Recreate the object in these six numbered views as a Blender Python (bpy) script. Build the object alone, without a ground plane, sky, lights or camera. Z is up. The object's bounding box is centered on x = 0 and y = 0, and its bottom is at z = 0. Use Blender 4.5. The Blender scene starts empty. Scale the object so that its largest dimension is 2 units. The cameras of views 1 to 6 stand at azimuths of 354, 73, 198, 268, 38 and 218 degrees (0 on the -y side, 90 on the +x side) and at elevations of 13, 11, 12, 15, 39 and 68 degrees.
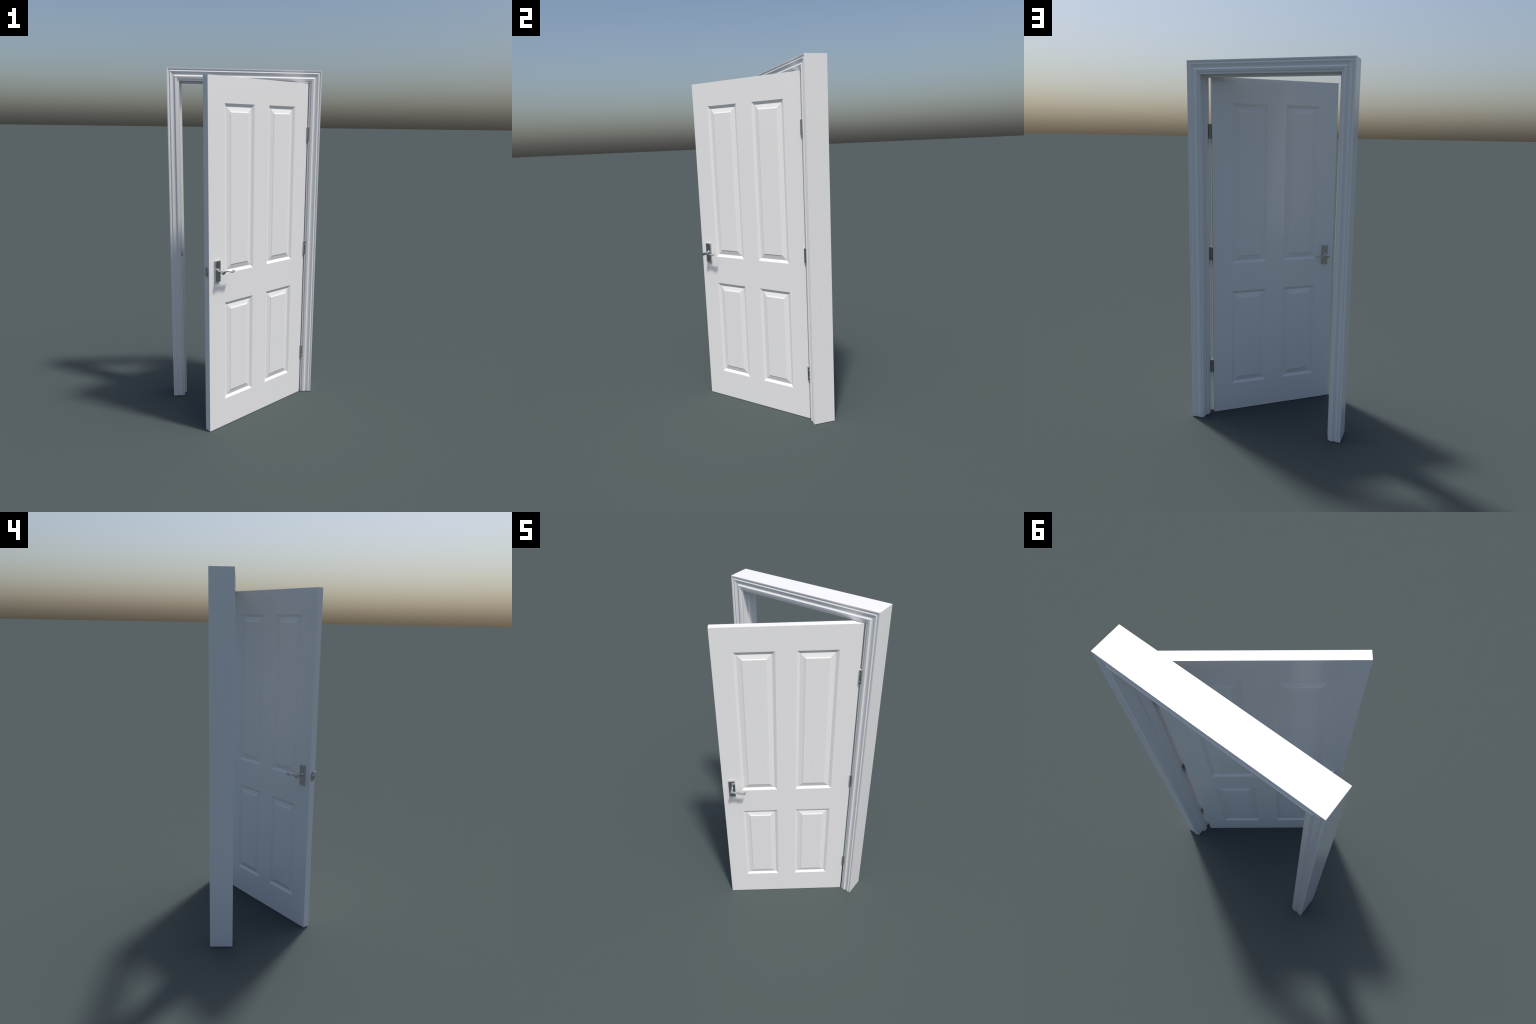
import bpy, bmesh, math
from mathutils import Vector, Matrix

# ------------------------------------------------------------------ sizes (m)
FRAME_W, FRAME_H = 0.8846, 2.0000          # outside of the casing
FRAME_FRONT, FRAME_BACK = 0.1709, 0.2953   # y of the two casing faces
HALF = FRAME_W / 2
ARCH_W = 0.0581                            # width of the architrave moulding
ARCH_T = 0.0180                            # its thickness
LINING_IN = 0.0690                         # outer edge to lining face
LINING_SET = 0.0060                        # lining edge lies behind casing face
STOP_P, STOP_Y0, STOP_Y1 = 0.0115, 0.2168, 0.2493

DOOR_W, DOOR_T, DOOR_H = 0.7413, 0.0381, 1.9278
HINGE_XY = (0.36620, 0.17525)                # front corner of the hinge edge
DOOR_ANGLE = math.radians(37.78)
PIN = (0.3710, 0.1738)

PANEL_X = [(0.1090, 0.3180), (0.4245, 0.6335)]      # measured from free edge
PANEL_Z = [(0.1656, 0.7413), (0.9065, 1.7962)]
PANEL_PROFILE = [(0.0, 0.0), (0.0160, 0.0083), (0.0385, 0.0030), (0.0443, 0.0002)]


# ------------------------------------------------------------------ helpers
def mesh_from(name, verts, faces):
    me = bpy.data.meshes.new(name)
    me.from_pydata([tuple(v) for v in verts], [], faces)
    bm = bmesh.new()
    bm.from_mesh(me)
    bmesh.ops.remove_doubles(bm, verts=bm.verts, dist=1e-6)
    bmesh.ops.recalc_face_normals(bm, faces=bm.faces)
    bm.to_mesh(me)
    bm.free()
    return me


def add(name, me, parent, mat=None, smooth=None):
    ob = bpy.data.objects.new(name, me)
    bpy.context.scene.collection.objects.link(ob)
    if parent is not None:
        ob.parent = parent
    if mat is not None and me is not None and not me.materials:
        me.materials.append(mat)
    if smooth is not None:
        me.shade_smooth()
        me.set_sharp_from_angle(angle=math.radians(smooth))
    return ob


def box_mesh(name, x0, x1, y0, y1, z0, z1, bevel=0.0, segs=2):
    bm = bmesh.new()
    bmesh.ops.create_cube(bm, size=1.0)
    for v in bm.verts:
        v.co = Vector(((x0 + x1) / 2 + v.co.x * (x1 - x0),
                       (y0 + y1) / 2 + v.co.y * (y1 - y0),
                       (z0 + z1) / 2 + v.co.z * (z1 - z0)))
    if bevel > 0:
        bmesh.ops.bevel(bm, geom=bm.edges[:], offset=bevel, segments=segs,
                        profile=0.5, affect='EDGES')
    me = bpy.data.meshes.new(name)
    bm.to_mesh(me)
    bm.free()
    return me


def loft(name, rings, caps=True):
    n = len(rings[0])
    verts = [p for r in rings for p in r]
    faces = []
    for i in range(len(rings) - 1):
        for j in range(n):
            k = (j + 1) % n
            faces.append((i * n + j, i * n + k, (i + 1) * n + k, (i + 1) * n + j))
    if caps:
        faces.append(tuple(range(n)))
        faces.append(tuple((len(rings) - 1) * n + j for j in reversed(range(n))))
    return mesh_from(name, verts, faces)


def smooth_curve(pts, per=6):
    """Catmull-Rom through hand-placed control points."""
    out = []
    P = [Vector(p) for p in pts]
    P = [2 * P[0] - P[1]] + P + [2 * P[-1] - P[-2]]
    for i in range(1, len(P) - 2):
        for k in range(per):
            t = k / per
            a, b, c, d = P[i - 1], P[i], P[i + 1], P[i + 2]
            out.append(0.5 * ((2 * b) + (c - a) * t + (2 * a - 5 * b + 4 * c - d) * t * t
                              + (3 * b - a - 3 * c + d) * t ** 3))
    out.append(P[-2])
    return out


# ------------------------------------------------------------------ materials
def new_mat(name):
    m = bpy.data.materials.new(name)
    m.use_nodes = True
    nt = m.node_tree
    return m, nt, nt.nodes['Principled BSDF']


def math_node(nt, op, a, b=None):
    n = nt.nodes.new('ShaderNodeMath')
    n.operation = op
    for i, v in enumerate((a, b)):
        if v is None:
            continue
        if isinstance(v, (int, float)):
            n.inputs[i].default_value = v
        else:
            nt.links.new(v, n.inputs[i])
    return n.outputs[0]


WHITE = (0.785, 0.785, 0.79)


def grain(nt, coord, scale, shift=None):
    mp = nt.nodes.new('ShaderNodeMapping')
    mp.inputs['Scale'].default_value = scale
    nt.links.new(coord, mp.inputs['Vector'])
    if shift is not None:
        nt.links.new(shift, mp.inputs['Location'])
    no = nt.nodes.new('ShaderNodeTexNoise')
    no.inputs['Scale'].default_value = 1.0
    no.inputs['Detail'].default_value = 4.0
    no.inputs['Roughness'].default_value = 0.65
    nt.links.new(mp.outputs[0], no.inputs['Vector'])
    return no.outputs['Fac']


def paint(name, rails=False, along='z', per_object=False, strength=0.016):
    m, nt, p = new_mat(name)
    p.inputs['Roughness'].default_value = 0.155
    p.inputs['Specular IOR Level'].default_value = 0.5
    tc = nt.nodes.new('ShaderNodeTexCoord')
    co = tc.outputs['Object']
    shift = None
    if per_object:
        oi = nt.nodes.new('ShaderNodeObjectInfo')
        shift = math_node(nt, 'MULTIPLY', oi.outputs['Random'], 37.0)
    vert = (260, 260, 5) if along == 'z' else (5, 260, 260)
    g = grain(nt, co, vert, shift)
    if rails:
        gh = grain(nt, co, (5, 260, 260), shift)
        sx = nt.nodes.new('ShaderNodeSeparateXYZ')
        nt.links.new(co, sx.inputs[0])
        x, z = sx.outputs['X'], sx.outputs['Z']

        def between(v, lo, hi):
            return math_node(nt, 'MULTIPLY', math_node(nt, 'GREATER_THAN', v, lo),
                             math_node(nt, 'LESS_THAN', v, hi))
        band = between(z, -1, PANEL_Z[0][0])
        band = math_node(nt, 'ADD', band, between(z, PANEL_Z[0][1], PANEL_Z[1][0]))
        band = math_node(nt, 'ADD', band, between(z, PANEL_Z[1][1], 9))
        inside = between(x, PANEL_X[0][0] - DOOR_W, PANEL_X[1][1] - DOOR_W)
        mask = math_node(nt, 'MULTIPLY', band, inside)
        mx = nt.nodes.new('ShaderNodeMix')
        mx.data_type = 'FLOAT'
        nt.links.new(mask, mx.inputs[0])
        nt.links.new(g, mx.inputs[2])
        nt.links.new(gh, mx.inputs[3])
        g = mx.outputs[0]
    ramp = nt.nodes.new('ShaderNodeValToRGB')
    lo = [c * 0.99 for c in WHITE]
    ramp.color_ramp.elements[0].position = 0.30
    ramp.color_ramp.elements[0].color = (*lo, 1)
    ramp.color_ramp.elements[1].position = 0.55
    ramp.color_ramp.elements[1].color = (*WHITE, 1)
    nt.links.new(g, ramp.inputs[0])
    nt.links.new(ramp.outputs[0], p.inputs['Base Color'])
    bp = nt.nodes.new('ShaderNodeBump')
    bp.inputs['Strength'].default_value = strength
    bp.inputs['Distance'].default_value = 0.0006
    nt.links.new(g, bp.inputs['Height'])
    nt.links.new(bp.outputs[0], p.inputs['Normal'])
    return m


def metal(name, col, rough):
    m, nt, p = new_mat(name)
    p.inputs['Base Color'].default_value = (*col, 1)
    p.inputs['Metallic'].default_value = 1.0
    tc = nt.nodes.new('ShaderNodeTexCoord')
    no = nt.nodes.new('ShaderNodeTexNoise')
    no.inputs['Scale'].default_value = 60.0
    nt.links.new(tc.outputs['Object'], no.inputs['Vector'])
    mr = nt.nodes.new('ShaderNodeMapRange')
    mr.inputs['To Min'].default_value = rough * 0.8
    mr.inputs['To Max'].default_value = rough * 1.25
    nt.links.new(no.outputs['Fac'], mr.inputs['Value'])
    nt.links.new(mr.outputs[0], p.inputs['Roughness'])
    return m


DOOR_PAINT = paint('door_white_paint', rails=True)
PANEL_PAINT = paint('panel_white_paint', per_object=True)
FRAME_PAINT = paint('frame_white_paint', strength=0.015)
HEAD_PAINT = paint('frame_white_paint_level', along='x', strength=0.015)
CHROME = metal('polished_chrome', (0.60, 0.605, 0.61), 0.07)
STEEL = metal('hinge_steel', (0.55, 0.55, 0.54), 0.16)
DARK, _nt, _p = new_mat('strike_recess_grey')
_p.inputs['Base Color'].default_value = (0.13, 0.13, 0.13, 1)
_p.inputs['Roughness'].default_value = 0.8

# ------------------------------------------------------------------ the thing
root = bpy.data.objects.new('panel_door', None)
bpy.context.scene.collection.objects.link(root)
root['label'] = 'white four panel door ajar in moulded frame, chrome lever handles'
root['category'] = 'door'

# ------------------------------------------------------------------ casing
# moulding section: (distance in from the outer edge, depth behind the face)
OGEE_OUTER = [(0.0, 0.0), (0.0040, 0.0), (0.0070, 0.0006), (0.0092, 0.0020), (0.0107, 0.0031),
              (0.0118, 0.0031), (0.0138, 0.0021), (0.0162, 0.0010), (0.0184, 0.0003), (0.0194, 0.0004),
              (0.0225, 0.0017), (0.0275, 0.0036), (0.0325, 0.0048), (0.0365, 0.0049),
              (0.0400, 0.0038), (0.0425, 0.0022), (0.0446, 0.0006), (0.0460, 0.0)]
OGEE_INNER = [(0.0460, 0.0), (ARCH_W, 0.0021)]
MOULD = [(p.x, p.y) for p in smooth_curve([(a, b, 0) for a, b in OGEE_OUTER], 4)] \
    + OGEE_INNER[1:]
ARCH_SECTION = MOULD + [(ARCH_W, ARCH_T), (0.0, ARCH_T)]


def leg_piece(name, section, side, parent, mat, smooth=None):
    """upright with a mitred top; section = (s, y) pairs"""
    bottom = [(side * (HALF - s), y, 0.0) for s, y in section]
    top = [(side * (HALF - s), y, FRAME_H - s) for s, y in section]
    return add(name, loft(name, [bottom, top]), parent, mat, smooth)


def head_piece(name, section, parent, mat, smooth=None):
    left = [(-(HALF - s), y, FRAME_H - s) for s, y in section]
    right = [((HALF - s), y, FRAME_H - s) for s, y in section]
    return add(name, loft(name, [left, right]), parent, mat, smooth)


frame_root = bpy.data.objects.new('door_frame', None)
bpy.context.scene.collection.objects.link(frame_root)
frame_root.parent = root

for face in (-1, 1):
    if face < 0:
        sec = [(s, FRAME_FRONT + d) for s, d in ARCH_SECTION]
    else:
        sec = [(s, FRAME_BACK - d) for s, d in ARCH_SECTION]
    for side in (-1, 1):
        leg_piece('architrave', sec, side, frame_root, FRAME_PAINT, 30)
    head_piece('architrave', sec, frame_root, HEAD_PAINT, 30)

yf, yb = FRAME_FRONT + LINING_SET, FRAME_BACK - LINING_SET
af, ab = FRAME_FRONT + ARCH_T, FRAME_BACK - ARCH_T
LINING = [(0, af), (ARCH_W, af), (ARCH_W, yf), (LINING_IN, yf),
          (LINING_IN, yb), (ARCH_W, yb), (ARCH_W, ab), (0, ab)]
for side in (-1, 1):
    leg_piece('jamb_lining', LINING, side, frame_root, FRAME_PAINT)
head_piece('head_lining', LINING, frame_root, HEAD_PAINT)

e = 0.0006
STOP = [(LINING_IN - 0.002, STOP_Y0), (LINING_IN + STOP_P - e, STOP_Y0),
        (LINING_IN + STOP_P, STOP_Y0 + e), (LINING_IN + STOP_P, STOP_Y1 - e),
        (LINING_IN + STOP_P - e, STOP_Y1), (LINING_IN - 0.002, STOP_Y1)]
for side in (-1, 1):
    leg_piece('door_stop', STOP, side, frame_root, FRAME_PAINT)
head_piece('door_stop', STOP, frame_root, HEAD_PAINT)


# ------------------------------------------------------------------ door leaf
def leaf_mesh():
    xs = [0.0] + [v for pr in PANEL_X for v in pr] + [DOOR_W]
    zs = [0.0] + [v for pr in PANEL_Z for v in pr] + [DOOR_H]
    verts, faces = [], []

    def quad(a, b, c, d):
        i = len(verts)
        verts.extend((a, b, c, d))
        faces.append((i, i + 1, i + 2, i + 3))
    for y in (0.0, DOOR_T):
        for i in range(len(xs) - 1):
            for j in range(len(zs) - 1):
                if i % 2 == 1 and j % 2 == 1:
                    continue                      # opening filled by a panel
                x0, x1 = xs[i] - DOOR_W, xs[i + 1] - DOOR_W
                quad((x0, y, zs[j]), (x1, y, zs[j]), (x1, y, zs[j + 1]), (x0, y, zs[j + 1]))
    for j in range(len(zs) - 1):
        for x in (-DOOR_W, 0.0):
            quad((x, 0, zs[j]), (x, DOOR_T, zs[j]), (x, DOOR_T, zs[j + 1]), (x, 0, zs[j + 1]))
    for i in range(len(xs) - 1):
        x0, x1 = xs[i] - DOOR_W, xs[i + 1] - DOOR_W
        for z in (0.0, DOOR_H):
            quad((x0, 0, z), (x1, 0, z), (x1, DOOR_T, z), (x0, DOOR_T, z))
    me = mesh_from('door_leaf', verts, faces)
    # outward normals: front faces -y, back +y (open borders hidden by panels)
    bm = bmesh.new()
    bm.from_mesh(me)
    c = Vector((-DOOR_W / 2, DOOR_T / 2, DOOR_H / 2))
    for f in bm.faces:
        f.normal_update()
        d = f.calc_center_median() - c
        n = f.normal
        if abs(n.y) > 0.5:
            bad = n.y * d.y < 0
        else:
            bad = n.dot(d) < 0
        if bad:
            f.normal_flip()
    bm.to_mesh(me)
    bm.free()
    return me


def panel_mesh(name, w, h):
    """moulded raised panel, centred, face at y=0 looking to -y"""
    verts, faces = [], []
    for ins, dep in PANEL_PROFILE:
        a, b = w / 2 - ins, h / 2 - ins
        verts += [(-a, dep, -b), (a, dep, -b), (a, dep, b), (-a, dep, b)]
    n = len(PANEL_PROFILE)
    for i in range(n - 1):
        for j in range(4):
            k = (j + 1) % 4
            faces.append((4 * i + j, 4 * i + k, 4 * i + 4 + k, 4 * i + 4 + j))
    faces.append(tuple(4 * (n - 1) + j for j in range(4)))
    me = bpy.data.meshes.new(name)
    me.from_pydata(verts, [], faces)
    return me


leaf = add('door_leaf', leaf_mesh(), root, DOOR_PAINT)
leaf.location = (HINGE_XY[0], HINGE_XY[1], 0.0003)
leaf.rotation_euler = (0, 0, DOOR_ANGLE)

for z0, z1 in PANEL_Z:
    me = panel_mesh('panel', PANEL_X[0][1] - PANEL_X[0][0], z1 - z0)
    me.materials.append(PANEL_PAINT)
    for x0, x1 in PANEL_X:
        for back in (False, True):
            p = add('panel', me, leaf)
            p.location = ((x0 + x1) / 2 - DOOR_W, DOOR_T if back else 0.0, (z0 + z1) / 2)
            if back:
                p.rotation_euler = (0, 0, math.pi)

LEAF_M = Matrix.Translation(leaf.location) @ Matrix.Rotation(DOOR_ANGLE, 4, 'Z')


# ------------------------------------------------------------------ handles
# handle space: x along the door from the free edge towards the hinges,
# -y out of the door face, z up; origin at the plate's middle on the door face
PLATE_C = (0.0543, 0.9285)
PLATE_W, PLATE_H, PLATE_T = 0.0385, 0.1168, 0.0095


def plate_mesh():
    def rect(w, h, y):
        return [(-w / 2, y, -h / 2), (w / 2, y, -h / 2), (w / 2, y, h / 2), (-w / 2, y, h / 2)]
    rings = [rect(PLATE_W, PLATE_H, 0.0), rect(PLATE_W, PLATE_H, -0.0035),
             rect(PLATE_W - 0.0026, PLATE_H - 0.0026, -PLATE_T + 0.0006),
             rect(PLATE_W - 0.0038, PLATE_H - 0.0038, -PLATE_T)]
    return loft('lever_handle', rings)


def dome_mesh(name, r, h, n=20):
    rings = []
    for k in range(5):
        a = k / 5 * math.pi / 2
        rings.append([(r * math.cos(a) * math.cos(2 * math.pi * j / n), -h * math.sin(a),
                       r * math.cos(a) * math.sin(2 * math.pi * j / n)) for j in range(n)])
    return loft(name, rings)


def lever_mesh():
    verts_f = []
    n = 28
    cz = 0.9322 - PLATE_C[1]
    # neck: turned spindle growing from the plate to the elbow
    neck = [(0.0085, 0.0096, 0.0096, 0.0), (0.0104, 0.0094, 0.0094, 0.0),
            (0.0120, 0.0082, 0.0082, 0.0), (0.0150, 0.0069, 0.0069, 0.0),
            (0.0210, 0.0061, 0.0061, 0.0), (0.0290, 0.0060, 0.0060, -0.0004),
            (0.0360, 0.0067, 0.0067, -0.0014), (0.0430, 0.0081, 0.0079, -0.0030),
            (0.0490, 0.0092, 0.0086, -0.0040), (0.0530, 0.0096, 0.0090, -0.0043),
            (0.0553, 0.0097, 0.0091, -0.0043), (0.0557, 0.0094, 0.0088, -0.0043)]
    rings = [[(-0.0003 + rx * math.cos(2 * math.pi * j / n), -o,
               cz + dz + rz * math.sin(2 * math.pi * j / n)) for j in range(n)]
             for o, rx, rz, dz in smooth_curve4(neck, 4)]
    bm = bmesh.new()
    me = loft('neck', rings)
    bm.from_mesh(me)
    bpy.data.meshes.remove(me)
    # lever: scroll strap (u, z centre, half height, out centre, half depth)
    path = [(0.0485, 0.9282, 0.0080, 0.0510, 0.0045), (0.0545, 0.9283, 0.0089, 0.0490, 0.0067),
            (0.0595, 0.9290, 0.0083, 0.0486, 0.0071), (0.0643, 0.9308, 0.0062, 0.0488, 0.0074),
            (0.0693, 0.9324, 0.0043, 0.0492, 0.0075), (0.0770, 0.9325, 0.0030, 0.0497, 0.0076),
            (0.0905, 0.9303, 0.0024, 0.0491, 0.0077), (0.1020, 0.9268, 0.0023, 0.0491, 0.0079),
            (0.1115, 0.9241, 0.0023, 0.0491, 0.0081), (0.1190, 0.9231, 0.0024, 0.0491, 0.0082),
            (0.1250, 0.9246, 0.0024, 0.0491, 0.0082), (0.1298, 0.9281, 0.0022, 0.0491, 0.0079),
            (0.1325, 0.9320, 0.0017, 0.0491, 0.0072)]
    P = smooth_curve4(path, 5)
    rings = []
    for i, (u, z, hz, o, ho) in enumerate(P):
        a, b = P[max(i - 1, 0)], P[min(i + 1, len(P) - 1)]
        t = Vector((b[0] - a[0], 0, b[1] - a[1])).normalized()
        # thick elbow stays upright, the thin strap follows its own slope
        k = min(1.0, max(0.0, (u - 0.060) / 0.012))
        nrm = Vector((-t.z * k, 0, 1 - k + t.x * k)).normalized()
        ring = []
        for j in range(n):
            th = 2 * math.pi * j / n
            c, s = math.cos(th), math.sin(th)
            ex = 0.22
            yy = math.copysign(abs(c) ** ex, c) * ho
            zz = math.copysign(abs(s) ** ex, s) * hz
            ring.append(Vector((u - PLATE_C[0], -o + yy, z - PLATE_C[1])) + nrm * zz)
        rings.append(ring)
    me = loft('strap', rings)
    bm.from_mesh(me)
    bpy.data.meshes.remove(me)
    out = bpy.data.meshes.new('lever')
    bm.to_mesh(out)
    bm.free()
    return out


def smooth_curve4(rows, per):
    """Catmull-Rom on rows of any width."""
    R = [list(r) for r in rows]
    R = [[2 * a - b for a, b in zip(R[0], R[1])]] + R + [[2 * a - b for a, b in zip(R[-1], R[-2])]]
    out = []
    for i in range(1, len(R) - 2):
        for k in range(per):
            t = k / per
            out.append([0.5 * (2 * b + (c - a) * t + (2 * a - 5 * b + 4 * c - d) * t * t
                               + (3 * b - a - 3 * c + d) * t ** 3)
                        for a, b, c, d in zip(R[i - 1], R[i], R[i + 1], R[i + 2])])
    out.append(R[-2])
    return out


PLATE_ME = plate_mesh()
PLATE_ME.materials.append(CHROME)
LEVER_ME = lever_mesh()
LEVER_ME.materials.append(CHROME)
LEVER_ME.shade_smooth()
LEVER_ME.set_sharp_from_angle(angle=math.radians(45))
SCREW_ME = dome_mesh('screw', 0.0028, 0.0009)
SCREW_ME.materials.append(CHROME)
SCREW_ME.shade_smooth()
# the back handle is the mirror image, so mirror its meshes in y


def mirrored(me):
    m2 = me.copy()
    bm = bmesh.new()
    bm.from_mesh(m2)
    for v in bm.verts:
        v.co.y = -v.co.y
    bmesh.ops.reverse_faces(bm, faces=bm.faces)
    bm.to_mesh(m2)
    bm.free()
    return m2


for back in (False, True):
    pm, lm, sm = (mirrored(PLATE_ME), mirrored(LEVER_ME), mirrored(SCREW_ME)) if back \
        else (PLATE_ME, LEVER_ME, SCREW_ME)
    h = add('lever_handle', pm, root)
    h.matrix_local = LEAF_M @ Matrix.Translation(
        (PLATE_C[0] - DOOR_W, DOOR_T if back else 0.0, PLATE_C[1]))
    add('lever', lm, h)
    for sx in (-1, 1):
        for sz in (-1, 1):
            s = add('screw', sm, h)
            s.location = (sx * (PLATE_W / 2 - 0.0068), (1 if back else -1) * (PLATE_T - 0.0001),
                          sz * (PLATE_H / 2 - 0.0092))


# ------------------------------------------------------------------ latch
def stadium(w, h, n=12):
    r = w / 2
    pts = []
    for k in range(n + 1):
        a = math.pi * k / n
        pts.append((r * math.cos(a), h / 2 - r + r * math.sin(a)))
    for k in range(n + 1):
        a = math.pi + math.pi * k / n
        pts.append((r * math.cos(a), -(h / 2 - r) + r * math.sin(a)))
    return pts


latch_z = 0.9290
pts = stadium(0.0250, 0.0558)
face = add('latch_plate', loft('latch_plate', [[(0.001, a, b) for a, b in pts],
                                               [(-0.0008, a, b) for a, b in pts],
                                               [(-0.0012, a * 0.97, b * 0.985) for a, b in pts]]),
           root, CHROME, 30)
face.matrix_local = LEAF_M @ Matrix.Translation((-DOOR_W, 0.0184, latch_z))
bolt_top, bolt_bot = 0.0072, -0.0118
prof = [(0.001, -0.0098), (-0.0085, -0.0098), (-0.0090, -0.0090), (-0.0088, -0.0070),
        (-0.0060, 0.0000), (-0.0022, 0.0048), (0.001, 0.0052)]
bolt = add('latch_bolt', loft('latch_bolt', [[(a, b, bolt_bot) for a, b in prof],
                                             [(a, b, bolt_top) for a, b in prof]]), face, CHROME, 30)
latch_screw = dome_mesh('screw', 0.0034, 0.0009)
for v in latch_screw.vertices:
    v.co = (v.co.y, v.co.x, v.co.z)
latch_screw.flip_normals()
latch_screw.materials.append(CHROME)
latch_screw.shade_smooth()
for z in (0.0184, -0.0232):
    s = add('screw', latch_screw, face)
    s.location = (-0.0011, 0, z + 0.0)

# ------------------------------------------------------------------ strike plate
xs = -(HALF - LINING_IN)


def strike_mesh():
    bm = bmesh.new()
    t = 0.0005
    x0, x1 = xs - 0.0005, xs + t
    zc = 0.9280
    yy = [0.1790, 0.1850, 0.1985, 0.2062]
    zz = [zc - 0.0280, zc - 0.0130, zc + 0.0130, zc + 0.0280]
    strips = [(x0, x1, yy[0], yy[3], zz[2], zz[3]), (x0, x1, yy[0], yy[3], zz[0], zz[1]),
              (x0, x1, yy[0], yy[1], zz[1], zz[2]), (x0, x1, yy[2], yy[3], zz[1], zz[2]),
              (xs - 0.0056, xs + t, 0.1759, 0.1795, zz[1], zz[2])]     # lip round the edge
    for b in strips:
        me = box_mesh('tmp', *b)
        bm.from_mesh(me)
        bpy.data.meshes.remove(me)
    me = bpy.data.meshes.new('strike_plate')
    bm.to_mesh(me)
    bm.free()
    return me


strike = add('strike_plate', strike_mesh(), root, CHROME)
add('strike_hole', box_mesh('strike_hole', xs - 0.001, xs + 0.0002, 0.1851, 0.1984, 0.9151, 0.9409),
    strike, DARK)
jamb_screw = dome_mesh('screw', 0.0032, 0.0008)
for v in jamb_screw.vertices:
    v.co = (-v.co.y, v.co.x, v.co.z)
jamb_screw.materials.append(CHROME)
jamb_screw.shade_smooth()
for z in (0.9072, 0.9488):
    s = add('screw', jamb_screw, strike)
    s.location = (xs + 0.0004, 0.1930, z)

# ------------------------------------------------------------------ hinges
HINGE_L = 0.0790
KNUCKLE_R = 0.0072


def tube(z0, z1, r, n=32, ch=0.00025):
    def ring(rr, z):
        return [(rr * math.cos(2 * math.pi * j / n), rr * math.sin(2 * math.pi * j / n), z)
                for j in range(n)]
    return loft('tmp', [ring(r - ch, z0), ring(r, z0 + ch), ring(r, z1 - ch), ring(r - ch, z1)])


def knuckle_mesh():
    bm = bmesh.new()
    cuts = [-HINGE_L / 2, -HINGE_L * 0.27, HINGE_L * 0.27, HINGE_L / 2]
    for a, b in zip(cuts[:-1], cuts[1:]):
        me = tube(a + 0.0003, b - 0.0003, KNUCKLE_R)
        bm.from_mesh(me)
        bpy.data.meshes.remove(me)
    me = tube(-HINGE_L / 2 + 0.002, HINGE_L / 2 - 0.002, KNUCKLE_R * 0.93)
    bm.from_mesh(me)
    bpy.data.meshes.remove(me)
    me = bpy.data.meshes.new('hinge')
    bm.to_mesh(me)
    bm.free()
    return me


KN = knuckle_mesh()
KN.materials.append(STEEL)
KN.shade_smooth()
KN.set_sharp_from_angle(angle=math.radians(35))
# leaf plates in hinge space (pin at the origin)
xj = HALF - LINING_IN - PIN[0]
LEAF_J = box_mesh('hinge_leaf', xj - 0.0014, xj + 0.0006, 0.1772 - PIN[1], 0.2050 - PIN[1],
                  -HINGE_L / 2, HINGE_L / 2, 0.0003, 1)
LEAF_J.materials.append(STEEL)
LEAF_D = box_mesh('hinge_leaf', -0.0006, 0.0014, 0.0004, 0.0290, -HINGE_L / 2, HINGE_L / 2, 0.0003, 1)
LEAF_D.materials.append(STEEL)
SCR = dome_mesh('screw', 0.0036, 0.0008)
SCR_J = SCR.copy()
for v in SCR_J.vertices:
    v.co = (v.co.y, v.co.x, v.co.z)
SCR_J.flip_normals()
SCR_D = SCR.copy()
for v in SCR_D.vertices:
    v.co = (-v.co.y, v.co.x, v.co.z)
for m in (SCR_J, SCR_D):
    m.materials.append(STEEL)
    m.shade_smooth()

for zc in (0.2812, 0.9635, 1.6450):
    hg = add('hinge', KN, root)
    hg.location = (PIN[0], PIN[1], zc)
    add('hinge_leaf', LEAF_J, hg)
    rel = Matrix.Translation((-PIN[0], -PIN[1], -leaf.location.z)) @ LEAF_M
    ld = add('hinge_leaf', LEAF_D, hg)
    ld.matrix_local = rel
    for k, dz in enumerate((-0.0265, 0.0, 0.0265)):
        s = add('screw', SCR_J, hg)
        s.location = (xj - 0.0013, 0.1920 - PIN[1] + (0.005 if k == 1 else -0.003), dz)
        s = add('screw', SCR_D, hg)
        s.matrix_local = rel @ Matrix.Translation((0.0013, 0.016 + (0.005 if k == 1 else -0.003), dz))
